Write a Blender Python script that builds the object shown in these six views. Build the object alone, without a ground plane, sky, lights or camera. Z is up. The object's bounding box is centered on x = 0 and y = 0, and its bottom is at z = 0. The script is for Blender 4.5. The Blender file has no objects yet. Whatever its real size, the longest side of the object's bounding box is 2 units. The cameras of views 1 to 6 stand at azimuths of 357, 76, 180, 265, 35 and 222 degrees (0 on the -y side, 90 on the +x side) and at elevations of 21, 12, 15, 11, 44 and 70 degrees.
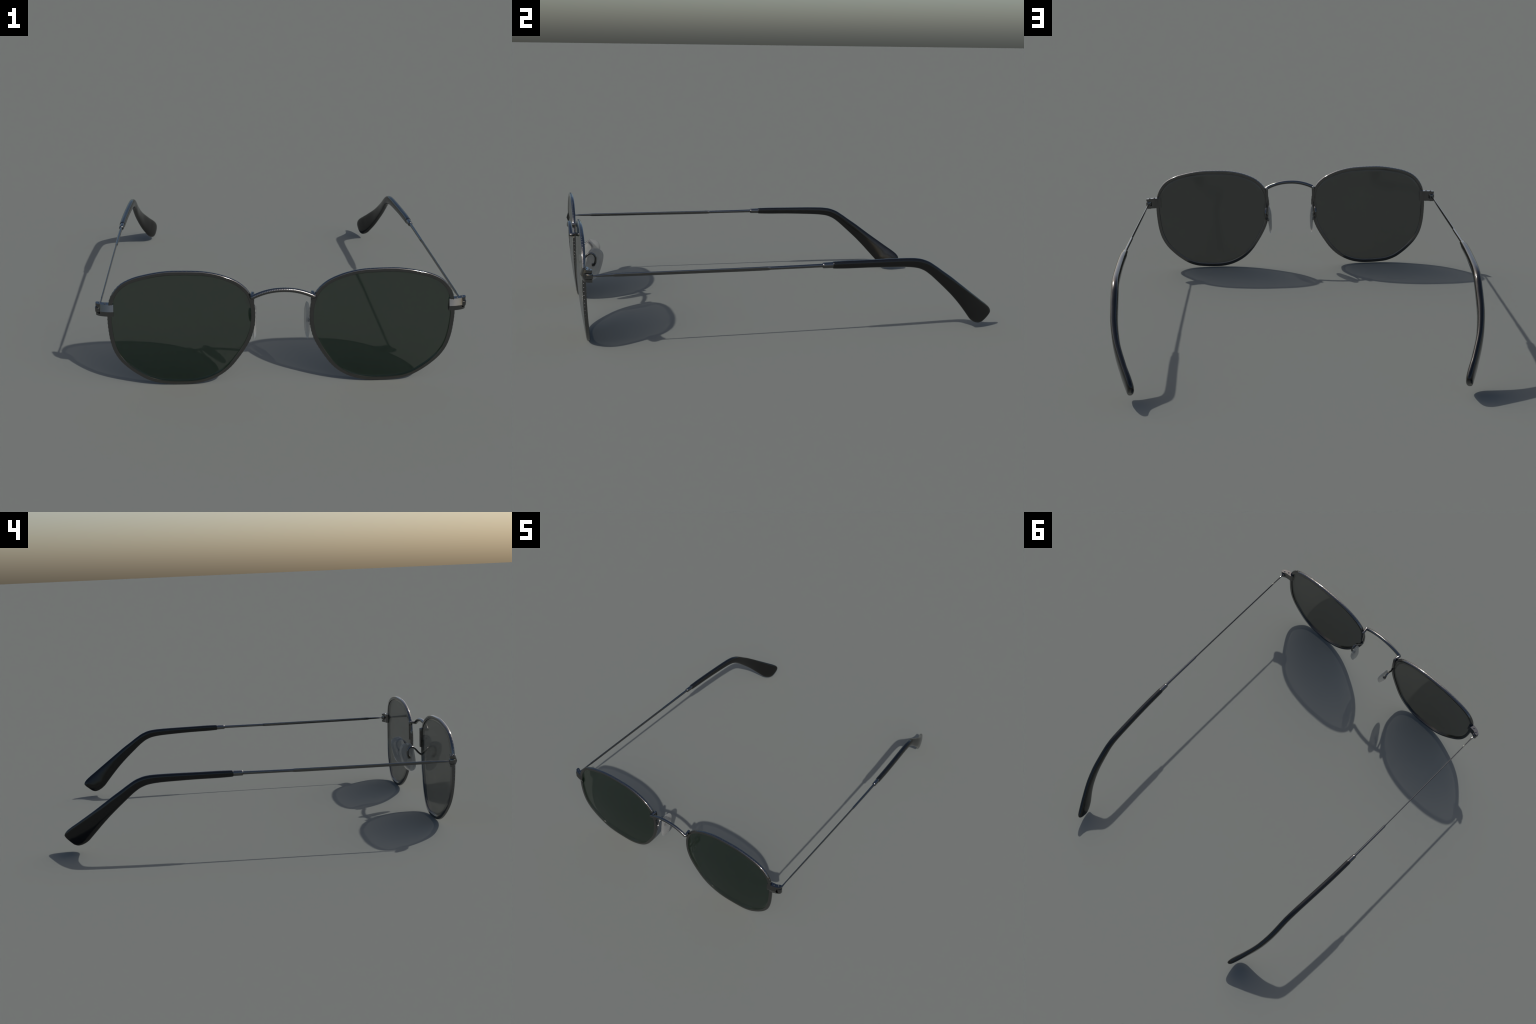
"""Metal sunglasses with rounded-hexagonal green lenses, open and resting on the ground."""
import math
import bpy
import bmesh
from mathutils import Vector

# ------------------------------------------------------------------ helpers
def spline(xs, ys, x):
    """Smooth (monotone-ish Catmull-Rom) interpolation of y over stations xs."""
    n = len(xs)
    if x <= xs[0]:
        return ys[0]
    if x >= xs[-1]:
        return ys[-1]
    i = max(j for j in range(n - 1) if xs[j] <= x)
    h = xs[i + 1] - xs[i]
    t = (x - xs[i]) / h

    def slope(k):
        if k == 0:
            return (ys[1] - ys[0]) / (xs[1] - xs[0])
        if k == n - 1:
            return (ys[-1] - ys[-2]) / (xs[-1] - xs[-2])
        a = (ys[k] - ys[k - 1]) / (xs[k] - xs[k - 1])
        b = (ys[k + 1] - ys[k]) / (xs[k + 1] - xs[k])
        return 0.0 if a * b <= 0 else 2 * a * b / (a + b)

    m0, m1 = slope(i) * h, slope(i + 1) * h
    return ((2 * t ** 3 - 3 * t ** 2 + 1) * ys[i] + (t ** 3 - 2 * t ** 2 + t) * m0
            + (-2 * t ** 3 + 3 * t ** 2) * ys[i + 1] + (t ** 3 - t ** 2) * m1)


def curve3(points, count):
    """Catmull-Rom curve through 3D points, sampled evenly by arc length."""
    P = [Vector(p) for p in points]
    P = [2 * P[0] - P[1]] + P + [2 * P[-1] - P[-2]]
    fine = []
    for i in range(1, len(P) - 2):
        for k in range(24):
            t = k / 24
            a, b, c, d = P[i - 1], P[i], P[i + 1], P[i + 2]
            fine.append(0.5 * ((2 * b) + (c - a) * t + (2 * a - 5 * b + 4 * c - d) * t * t
                               + (3 * b - a - 3 * c + d) * t ** 3))
    fine.append(P[-2])
    dist = [0.0]
    for a, b in zip(fine, fine[1:]):
        dist.append(dist[-1] + (b - a).length)
    out, j = [], 0
    for k in range(count):
        s = dist[-1] * k / (count - 1)
        while j < len(dist) - 2 and dist[j + 1] < s:
            j += 1
        f = (s - dist[j]) / max(1e-9, dist[j + 1] - dist[j])
        out.append(fine[j].lerp(fine[j + 1], f))
    return out


def make(name, rings, material, parent, closed=False, caps=True, flip=False, sharp=35, faces=None):
    """Mesh from rings of points (loft); rings all have the same count."""
    n = len(rings[0])
    verts = [tuple(p) for r in rings for p in r]
    polys = []
    last = len(rings) if closed else len(rings) - 1
    for i in range(last):
        a, b = i * n, ((i + 1) % len(rings)) * n
        for k in range(n):
            k2 = (k + 1) % n
            polys.append((a + k, a + k2, b + k2, b + k))
    if caps and not closed:
        polys.append(tuple(reversed(range(n))))
        polys.append(tuple(range((len(rings) - 1) * n, len(rings) * n)))
    return finish(name, verts, polys, material, parent, sharp)


def finish(name, verts, polys, material, parent, sharp=35):
    me = bpy.data.meshes.new(name)
    me.from_pydata(verts, [], polys)
    bm = bmesh.new()
    bm.from_mesh(me)
    bmesh.ops.remove_doubles(bm, verts=bm.verts, dist=1e-6)
    bmesh.ops.recalc_face_normals(bm, faces=bm.faces)
    bm.to_mesh(me)
    bm.free()
    for p in me.polygons:
        p.use_smooth = True
    me.set_sharp_from_angle(angle=math.radians(sharp))
    me.materials.append(material)
    ob = bpy.data.objects.new(name, me)
    bpy.context.scene.collection.objects.link(ob)
    ob.parent = parent
    return ob


def tube_rings(path, radius, sides=16):
    """Round tube along a path with a transported frame; radius is a number or f(i)."""
    rings, up = [], None
    for i, p in enumerate(path):
        t = (path[min(i + 1, len(path) - 1)] - path[max(i - 1, 0)]).normalized()
        if up is None:
            up = Vector((0, 0, 1)) if abs(t.z) < 0.9 else Vector((0, 1, 0))
        up = (up - t * up.dot(t)).normalized()
        side = t.cross(up)
        r = radius(i) if callable(radius) else radius
        rings.append([p + (side * math.cos(a) + up * math.sin(a)) * r
                      for a in (k * math.tau / sides for k in range(sides))])
    return rings


def rounded_ends(rings, path, r):
    """Add small rounding rings at both ends of a tube."""
    def end(ring, c, t):
        new = []
        for f in (0.35, 0.7, 0.95):
            new.append([c + (q - c) * math.sqrt(1 - f * f) + t * r * f for q in ring])
        return new
    t0 = (path[0] - path[1]).normalized()
    t1 = (path[-1] - path[-2]).normalized()
    return list(reversed(end(rings[0], path[0], t0))) + rings + end(rings[-1], path[-1], t1)


def boxlike(name, x0, x1, y0, y1, z0, z1, r, material, parent):
    """A block with rounded edges."""
    me = bpy.data.meshes.new(name)
    bm = bmesh.new()
    bmesh.ops.create_cube(bm, size=1)
    for v in bm.verts:
        v.co = ((x0 + x1) / 2 + v.co.x * (x1 - x0), (y0 + y1) / 2 + v.co.y * (y1 - y0), (z0 + z1) / 2 + v.co.z * (z1 - z0))
    bmesh.ops.bevel(bm, geom=bm.edges[:], offset=r, segments=3, profile=0.5, affect="EDGES")
    bm.to_mesh(me)
    bm.free()
    for p in me.polygons:
        p.use_smooth = True
    me.set_sharp_from_angle(angle=math.radians(40))
    me.materials.append(material)
    ob = bpy.data.objects.new(name, me)
    bpy.context.scene.collection.objects.link(ob)
    ob.parent = parent
    return ob


# ---------------------------------------------------------------- materials
def principled(name, colour, rough, metallic=0.0, **more):
    m = bpy.data.materials.new(name)
    m.use_nodes = True
    b = m.node_tree.nodes["Principled BSDF"]
    b.inputs["Base Color"].default_value = (*colour, 1)
    b.inputs["Roughness"].default_value = rough
    b.inputs["Metallic"].default_value = metallic
    for k, v in more.items():
        b.inputs[k.replace("_", " ")].default_value = v
    return m, m.node_tree, b


def grain(tree, bsdf, colour, scale, amount, rough, rough_amount):
    """Faint noise in the colour and the gloss, on Object coordinates."""
    N, L = tree.nodes, tree.links
    co = N.new("ShaderNodeTexCoord")
    noise = N.new("ShaderNodeTexNoise")
    noise.inputs["Scale"].default_value = scale
    noise.inputs["Detail"].default_value = 3
    L.new(co.outputs["Object"], noise.inputs["Vector"])
    ramp = N.new("ShaderNodeValToRGB")
    ramp.color_ramp.elements[0].position, ramp.color_ramp.elements[1].position = 0.3, 0.7
    ramp.color_ramp.elements[0].color = (*[c * (1 - amount) for c in colour], 1)
    ramp.color_ramp.elements[1].color = (*[c * (1 + amount) for c in colour], 1)
    L.new(noise.outputs["Fac"], ramp.inputs["Fac"])
    L.new(ramp.outputs["Color"], bsdf.inputs["Base Color"])
    mr = N.new("ShaderNodeMapRange")
    mr.inputs["To Min"].default_value = rough - rough_amount
    mr.inputs["To Max"].default_value = rough + rough_amount
    L.new(noise.outputs["Fac"], mr.inputs["Value"])
    L.new(mr.outputs["Result"], bsdf.inputs["Roughness"])


METAL_COLOUR = (0.155, 0.153, 0.152)
METAL, tree, bsdf = principled("gunmetal", METAL_COLOUR, 0.11, 1.0)
grain(tree, bsdf, METAL_COLOUR, 40, 0.04, 0.11, 0.012)
BLACK_COLOUR = (0.0036, 0.0036, 0.0036)
BLACK, tree, bsdf = principled("black_acetate", BLACK_COLOUR, 0.14)
grain(tree, bsdf, BLACK_COLOUR, 25, 0.06, 0.14, 0.015)
LENS_COLOUR = (0.0030, 0.0106, 0.0042)
LENS, tree, bsdf = principled("green_lens_glass", LENS_COLOUR, 0.06, Alpha=0.645)
PAD_COLOUR = (0.42, 0.425, 0.42)
PAD, tree, bsdf = principled("clear_silicone", PAD_COLOUR, 0.05, Alpha=0.66, Transmission_Weight=0.62, IOR=1.45)

# ------------------------------------------------------------------- layout
ROOT = bpy.data.objects.new("sunglasses", None)
bpy.context.scene.collection.objects.link(ROOT)
ROOT["label"] = "open metal sunglasses with rounded hexagonal dark green lenses"
ROOT["category"] = "sunglasses"

# lens outline: distance of the rim's outer edge from the lens centre, every
# 10 degrees from the temple side over the top to the nose side and back
CENTRE_X, CENTRE_Z = 0.437, 0.2722
RADII = [0.3029, 0.3099, 0.3207, 0.3282, 0.3237, 0.3066, 0.2874, 0.2743, 0.2666, 0.2629, 0.2661, 0.2761,
         0.2899, 0.3069, 0.3252, 0.3357, 0.3328, 0.3228, 0.3127, 0.3021, 0.2913, 0.2850, 0.2840, 0.2834,
         0.2809, 0.2774, 0.2730, 0.2698, 0.2720, 0.2786, 0.2835, 0.2856, 0.2899, 0.2964, 0.3003, 0.3009]


def radius_at(a):
    f = (a / math.tau * 36) % 36
    i, t = int(f), f - int(f)
    p0, p1, p2, p3 = (RADII[(i + k) % 36] for k in (-1, 0, 1, 2))
    r = 0.5 * (2 * p1 + (p2 - p0) * t + (2 * p0 - 5 * p1 + 4 * p2 - p3) * t * t + (3 * p1 - p0 - 3 * p2 + p3) * t ** 3)
    return r + 0.0026 + 0.0030 * max(0.0, math.sin(a)) ** 1.5


def front_y(z):
    """Depth of the rim's front face: curls back towards the bottom and a little at the top."""
    low, high = max(0.33 - z, 0) / 0.33, max(z - 0.33, 0) / 0.2
    return -0.972 + 0.024 * low ** 2 + 0.0025 * high ** 2


def outline(count):
    """Even points on the outer rim (x, z) with their inward normals, for the +x lens."""
    fine = []
    for k in range(2880):
        a = k * math.tau / 2880
        r = radius_at(a)
        fine.append(Vector((CENTRE_X + r * math.cos(a), CENTRE_Z + r * math.sin(a))))
    dist = [0.0]
    for k in range(2880):
        dist.append(dist[-1] + (fine[(k + 1) % 2880] - fine[k]).length)
    pts, j = [], 0
    for k in range(count):
        s = dist[-1] * k / count
        while dist[j + 1] < s:
            j += 1
        f = (s - dist[j]) / (dist[j + 1] - dist[j])
        pts.append(fine[j].lerp(fine[(j + 1) % 2880], f))
    out = []
    for k in range(count):
        t = (pts[(k + 1) % count] - pts[k - 1]).normalized()
        out.append((pts[k], Vector((-t.y, t.x))))
    return out


RIM_WIDTH, RIM_DEPTH = 0.0175, 0.0165
# rim section: (inward offset, depth behind the front face)
RIM_SECTION = [(0.0165, 0.0), (0.0175, 0.0010), (0.0175, 0.0155), (0.0165, 0.0165)]
for k in range(15):
    a = math.pi * (1 - k / 14)
    RIM_SECTION.append((0.0036 * (1 - math.sin(a)), 0.00825 * (1 - math.cos(a))))


for s in (1, -1):
    # ------------------------------------------------------------ rim
    around = outline(212)
    rings = []
    for p, n in around:
        rings.append([(s * (p.x + n.x * o), front_y(p.y) + d, p.y + n.y * o) for o, d in RIM_SECTION])
    rim = make("rim", rings, METAL, ROOT, closed=True, sharp=38)

    # row of tiny raised bumps round the rim's outer edge
    verts, polys = [], []
    for p, n in outline(106):
        if p.x > 0.715 and 0.33 < p.y < 0.405:
            continue
        t = Vector((n.y, -n.x))
        yc = front_y(p.y) + RIM_DEPTH * 0.42
        base = len(verts)
        ring = 8
        for lift, size in ((0.0010, 1.0), (-0.0003, 0.80), (-0.0008, 0.40)):
            for k in range(ring):
                a = k * math.tau / ring
                q = p + n * lift + t * (0.0040 * size * math.cos(a))
                verts.append((s * q.x, yc + 0.0040 * size * math.sin(a), q.y))
        for row in range(2):
            for k in range(ring):
                k2 = (k + 1) % ring
                polys.append((base + row * ring + k, base + row * ring + k2, base + (row + 1) * ring + k2, base + (row + 1) * ring + k))
        polys.append(tuple(base + 2 * ring + k for k in range(ring)))
        polys.append(tuple(base + k for k in reversed(range(ring))))
    bumps = finish("rim_bumps", verts, polys, METAL, rim, 50)
    bumps["kind"] = "stuff"

    # ------------------------------------------------------------ lens
    edge = outline(144)
    # a plate that follows the rim's sag, gently bowed across, with bevelled edges
    rows_front, rows_back = [], []
    for f, bevel in ((0, 0), (0.2, 0), (0.4, 0), (0.6, 0), (0.75, 0), (0.88, 0), (0.94, 0), (0.962, 0), (0.970, 0.0006), (1.0, 0.0046)):
        rf, rb = [], []
        for p, n in edge:
            e = p + n * 0.0155
            q = Vector((CENTRE_X, CENTRE_Z)).lerp(e, f)
            y = front_y(q.y)
            bow = 0.0020 * max(0.0, 1 - ((q.x - CENTRE_X) / 0.30) ** 2)
            rf.append((s * q.x, y + 0.0020 - bow, q.y))
            rb.append((s * q.x, y + 0.0158 - bevel, q.y))
        rows_front.append(rf)
        rows_back.append(rb)
    verts, polys = [], []
    n = len(edge)

    def row(r):
        b = len(verts)
        verts.extend(r)
        return b
    fb = [row(r) for r in rows_front[1:]]
    bb = [row(r) for r in rows_back[1:]]
    cf = row([rows_front[0][0]])
    cb = row([rows_back[0][0]])
    for k in range(n):
        k2 = (k + 1) % n
        polys.append((cf, fb[0] + k, fb[0] + k2))
        polys.append((cb, bb[0] + k2, bb[0] + k))
        for i in range(len(fb) - 1):
            polys.append((fb[i] + k, fb[i + 1] + k, fb[i + 1] + k2, fb[i] + k2))
            polys.append((bb[i] + k2, bb[i + 1] + k2, bb[i + 1] + k, bb[i] + k))
        polys.append((fb[-1] + k, bb[-1] + k, bb[-1] + k2, fb[-1] + k2))
    finish("lens", verts, polys, LENS, ROOT, 20)

    # ------------------------------------------------- end piece and hinge
    # stations outward from the rim: x, front y, back y
    stations = [(0.7170, -0.9710, -0.9545), (0.7300, -0.9712, -0.9455), (0.7450, -0.9700, -0.9440),
                (0.7600, -0.9665, -0.9425), (0.7700, -0.9635, -0.9385), (0.7780, -0.9600, -0.9335),
                (0.7860, -0.9550, -0.9310), (0.7910, -0.9500, -0.9315), (0.7940, -0.9450, -0.9330)]
    zt, zm, zb = 0.3955, 0.3660, 0.3410
    rings = []
    for x, yf, yb in stations:
        ridge = yf - 0.0095 * (1 if x < 0.779 else max(0.15, (0.796 - x) / 0.017))
        rings.append([(s * x, yf, zt), (s * x, ridge, zm), (s * x, yf, zb), (s * x, yb, zb), (s * x, yb, zt)])
    piece = make("end_piece", rings, METAL, ROOT, sharp=25)
    cutter = boxlike("notch_cutter", *sorted((s * 0.7745, s * 0.8200)), -0.999, -0.900, 0.3535, 0.3815, 0.0005, METAL, None)
    mod = piece.modifiers.new("notch", "BOOLEAN")
    mod.operation, mod.object, mod.solver = "DIFFERENCE", cutter, "EXACT"
    bpy.context.view_layer.update()
    cut = bpy.data.meshes.new_from_object(piece.evaluated_get(bpy.context.evaluated_depsgraph_get()))
    piece.modifiers.clear()
    piece.data = cut
    piece.data.name = "end_piece"
    for p in piece.data.polygons:
        p.use_smooth = True
    piece.data.set_sharp_from_angle(angle=math.radians(20))
    bpy.data.objects.remove(cutter)

    # barrel of the hinge, an upright drum with softened rims
    cx, cy, cr = s * 0.7815, -0.9440, 0.0158
    prof = [(0.70, 0.3550), (0.93, 0.3560), (1.0, 0.3585), (1.0, 0.3755), (0.93, 0.3785), (0.70, 0.3795)]
    rings = [[(cx + cr * f * math.cos(a), cy + cr * f * 1.06 * math.sin(a), z) for a in (k * math.tau / 32 for k in range(32))] for f, z in prof]
    barrel = make("hinge_barrel", rings, METAL, ROOT, sharp=50)

    # screws set into the top and the bottom of the end piece
    for x, y in ((0.7530, -0.9565), (0.7765, -0.9445)):
        for z, up in ((zt, 1), (zb, -1)):
            prof = [(0.0060, -0.0010), (0.0058, 0.0006), (0.0046, 0.0007), (0.0043, 0.0003), (0.0040, 0.0012), (0.0030, 0.0025), (0.0016, 0.0032), (0.0004, 0.0034)]
            rings = [[(s * x + r * math.cos(a), y + r * math.sin(a), z + up * h) for a in (k * math.tau / 20 for k in range(20))] for r, h in prof]
            make("screw", rings, METAL, piece, sharp=45)

    # ------------------------------------------------------ temple arm
    # y, x, z centre, half height, half width
    arm = [(-0.9320, 0.7815, 0.3676, 0.0028, 0.0065), (-0.9180, 0.7812, 0.3676, 0.0036, 0.0055),
           (-0.9050, 0.7808, 0.3678, 0.0050, 0.0044), (-0.8800, 0.7800, 0.3678, 0.0057, 0.0034),
           (-0.8460, 0.7794, 0.3678, 0.0063, 0.0030), (-0.8320, 0.7792, 0.3676, 0.0079, 0.0030),
           (-0.7500, 0.7780, 0.3671, 0.0080, 0.0031), (-0.4500, 0.7737, 0.3665, 0.0086, 0.0032),
           (-0.2400, 0.7703, 0.3662, 0.0091, 0.0033), (-0.1600, 0.7687, 0.3664, 0.0091, 0.0034),
           (-0.1530, 0.7685, 0.3665, 0.0087, 0.0052), (-0.1450, 0.7683, 0.3667, 0.0078, 0.0068),
           (-0.0100, 0.7655, 0.3673, 0.0082, 0.0070), (0.1000, 0.7628, 0.3680, 0.0087, 0.0072)]
    cols = list(zip(*arm))
    count = 330
    rings = []
    for i in range(count):
        y = arm[0][0] + (arm[-1][0] - arm[0][0]) * i / (count - 1)
        x, z, hh, hw = (spline(cols[0], cols[k], y) for k in (1, 2, 3, 4))
        ridge = 0.0005 * math.sin(math.tau * i / 2.0 + 0.7) if -0.81 < y < -0.17 else 0.0
        e = 2.6 if -0.84 < y < -0.155 else 2.0
        ring = []
        for k in range(16):
            a = k * math.tau / 16
            ca, sa = math.cos(a), math.sin(a)
            px = math.copysign(abs(ca) ** (2 / e), ca) * hw
            pz = math.copysign(abs(sa) ** (2 / e), sa) * (hh + ridge * (1 if sa > 0.3 else 0))
            ring.append((s * (x + px), y, z + pz))
        rings.append(ring)
    make("temple_arm", rings, METAL, ROOT, sharp=50)

    # metal sleeve where the arm enters the temple tip
    prof = [(0.0966, 0.0086), (0.0975, 0.0105), (0.1005, 0.0130), (0.1060, 0.0133), (0.1500, 0.0142)]
    rings = [[(s * (0.7625 - 0.04 * (y - 0.1) + r * 0.92 * math.cos(a)), y, 0.3678 + r * math.sin(a)) for a in (k * math.tau / 28 for k in range(28))] for y, r in prof]
    make("sleeve", rings, METAL, ROOT, sharp=50)

    # ------------------------------------------------------ temple tip
    # matched stations on the upper and the lower edge (y, z), half width
    tip = [((0.1450, 0.3810), (0.1450, 0.3545), 0.0122), ((0.1475, 0.3832), (0.1475, 0.3522), 0.0138),
           ((0.1560, 0.3842), (0.1560, 0.3510), 0.0142), ((0.2200, 0.3850), (0.2200, 0.3487), 0.0145),
           ((0.3100, 0.3842), (0.3080, 0.3477), 0.0147), ((0.4200, 0.3838), (0.4120, 0.3445), 0.0147),
           ((0.5250, 0.3817), (0.5050, 0.3400), 0.0146), ((0.5720, 0.3770), (0.5580, 0.3332), 0.0146),
           ((0.6190, 0.3620), (0.5980, 0.3190), 0.0146), ((0.6610, 0.3370), (0.6330, 0.2957), 0.0145),
           ((0.7010, 0.3090), (0.6720, 0.2620), 0.0144), ((0.7460, 0.2780), (0.7150, 0.2230), 0.0143),
           ((0.7950, 0.2415), (0.7560, 0.1840), 0.0142), ((0.8450, 0.2045), (0.7960, 0.1420), 0.0141),
           ((0.8920, 0.1705), (0.8330, 0.1000), 0.0145), ((0.9320, 0.1415), (0.8580, 0.0710), 0.0148),
           ((0.9610, 0.1210), (0.8770, 0.0500), 0.0156), ((0.9860, 0.1000), (0.9020, 0.0325), 0.0156),
           ((0.9965, 0.0860), (0.9180, 0.0258), 0.0146), ((0.9995, 0.0760), (0.9330, 0.0232), 0.0132),
           ((0.9940, 0.0660), (0.9490, 0.0270), 0.0095)]
    spine_y = [0.10, 0.25, 0.49, 0.57, 0.63, 0.73, 0.815, 0.91, 0.975, 1.0]
    spine_x = [0.7625, 0.7570, 0.7420, 0.7360, 0.7310, 0.7235, 0.7075, 0.6722, 0.6424, 0.6312]
    TWIST = 0.5
    rings = []
    sub = 5
    idx = list(range(len(tip)))
    for i in range((len(tip) - 1) * sub + 1):
        u = i / sub
        ty, tz, by, bz, w = (spline(idx, [q(t) for t in tip], u) for q in
                             (lambda t: t[0][0], lambda t: t[0][1], lambda t: t[1][0], lambda t: t[1][1], lambda t: t[2]))
        ring = []
        e = 2.5
        for k in range(28):
            a = k * math.tau / 28
            ca, sa = math.cos(a), math.sin(a)
            h = math.copysign(abs(sa) ** (2 / e), sa) * 0.5 + 0.5
            px = math.copysign(abs(ca) ** (2 / e), ca) * w * (1.0 + 0.07 * min(1, max(0, (u - 2) / 8)))
            y, z = by + (ty - by) * h, bz + (tz - bz) * h
            # the lower edge is twisted inwards of the upper edge
            cxx = spline(spine_y, spine_x, y + TWIST * (ty - y))
            ring.append((s * (cxx + px), y, z))
        rings.append(ring)
    make("temple_tip", rings, BLACK, ROOT, sharp=60)

    # ------------------------------------- nose bracket, wire arm and pad
    boxlike("nose_bracket", *sorted((s * 0.1210, s * 0.1355)), -0.9620, -0.9465, 0.3275, 0.4360, 0.0030, METAL, ROOT)

    wire = curve3([(s * x, y, z) for x, y, z in
                   [(0.1235, -0.9620, 0.2850), (0.1270, -0.9510, 0.2875), (0.1325, -0.9360, 0.3005), (0.1350, -0.9200, 0.3190),
                    (0.1355, -0.9020, 0.3310), (0.1365, -0.8870, 0.3280), (0.1370, -0.8770, 0.3150),
                    (0.1370, -0.8755, 0.2980), (0.1350, -0.8785, 0.2830), (0.1300, -0.8860, 0.2725)]], 60)
    rings = rounded_ends(tube_rings(wire, lambda i: 0.0053 + 0.0018 * max(0, (i - 50) / 9) + 0.001 * max(0, (8 - i) / 8), 14), wire, 0.0045)
    make("pad_arm", rings, METAL, ROOT, sharp=60)

    # pad: an upright drop, broad at the top; outline (y, z) from the top round the back
    pad_outline = [(-0.8800, 0.3520), (-0.8600, 0.3485), (-0.8450, 0.3390), (-0.8360, 0.3220), (-0.8360, 0.3000),
                   (-0.8410, 0.2760), (-0.8480, 0.2520), (-0.8570, 0.2260), (-0.8660, 0.2100), (-0.8800, 0.1970),
                   (-0.8970, 0.1905), (-0.9130, 0.1940), (-0.9240, 0.2070), (-0.9265, 0.2250), (-0.9250, 0.2480),
                   (-0.9220, 0.2760), (-0.9180, 0.3000), (-0.9130, 0.3230), (-0.9050, 0.3410), (-0.8940, 0.3500)]
    pc = Vector((-0.8800, 0.2720))
    m = len(pad_outline)
    loop = []
    for k in range(60):
        f = k / 60 * m
        i, t = int(f), f - int(f)
        p0, p1, p2, p3 = (Vector(pad_outline[(i + j) % m]) for j in (-1, 0, 1, 2))
        loop.append(0.5 * (2 * p1 + (p2 - p0) * t + (2 * p0 - 5 * p1 + 4 * p2 - p3) * t * t + (3 * p1 - p0 - 3 * p2 + p3) * t ** 3))
    rings = []
    for f, dx in ((0.02, -0.0062), (0.45, -0.0061), (0.72, -0.0057), (0.76, -0.0052), (0.985, -0.0005), (1.0, 0.0006),
                  (1.0, 0.0014), (0.985, 0.0022), (0.86, 0.0050), (0.82, 0.0054), (0.60, 0.0056), (0.02, 0.0057)):
        ring = []
        for q in loop:
            y, z = pc.x + (q.x - pc.x) * f, pc.y + (q.y - pc.y) * f
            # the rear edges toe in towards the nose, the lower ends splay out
            ring.append((s * (0.1140 + 1.25 * dx + 0.03 * (z - 0.272) - 0.11 * (y + 0.880)), y, z))
        rings.append(ring)
    pad = make("nose_pad", rings, PAD, ROOT, sharp=30)
    # small block that holds the pad on its wire
    boxlike("pad_mount", *sorted((s * 0.1180, s * 0.1300)), -0.8945, -0.8790, 0.2640, 0.2790, 0.0025, METAL, pad)

# -------------------------------------------------------------------- bridge
half, count = 0.1310, 150
path = []
for i in range(count + 1):
    x = -half + 2 * half * i / count
    path.append(Vector((x, -0.9906, 0.4588 - 0.0325 * (abs(x) / half) ** 2.15)))
bend = [(0.1330, -0.9895, 0.4268), (0.1338, -0.9860, 0.4270), (0.1325, -0.9780, 0.4280), (0.1300, -0.9680, 0.4292), (0.1285, -0.9560, 0.4300)]
path = [Vector((-x, y, z)) for x, y, z in reversed(bend)] + path + [Vector(b) for b in bend]
total = len(path)


def bridge_radius(i):
    near_end = min(i, total - 1 - i)
    base = 0.0096 if near_end > 5 else 0.0080 + 0.0003 * near_end
    return base + (0.0003 * math.sin(i * math.pi / 2) if near_end > 8 else 0.0)


rings = rounded_ends(tube_rings(path, bridge_radius, 20), path, 0.006)
make("bridge", rings, METAL, ROOT, sharp=60)
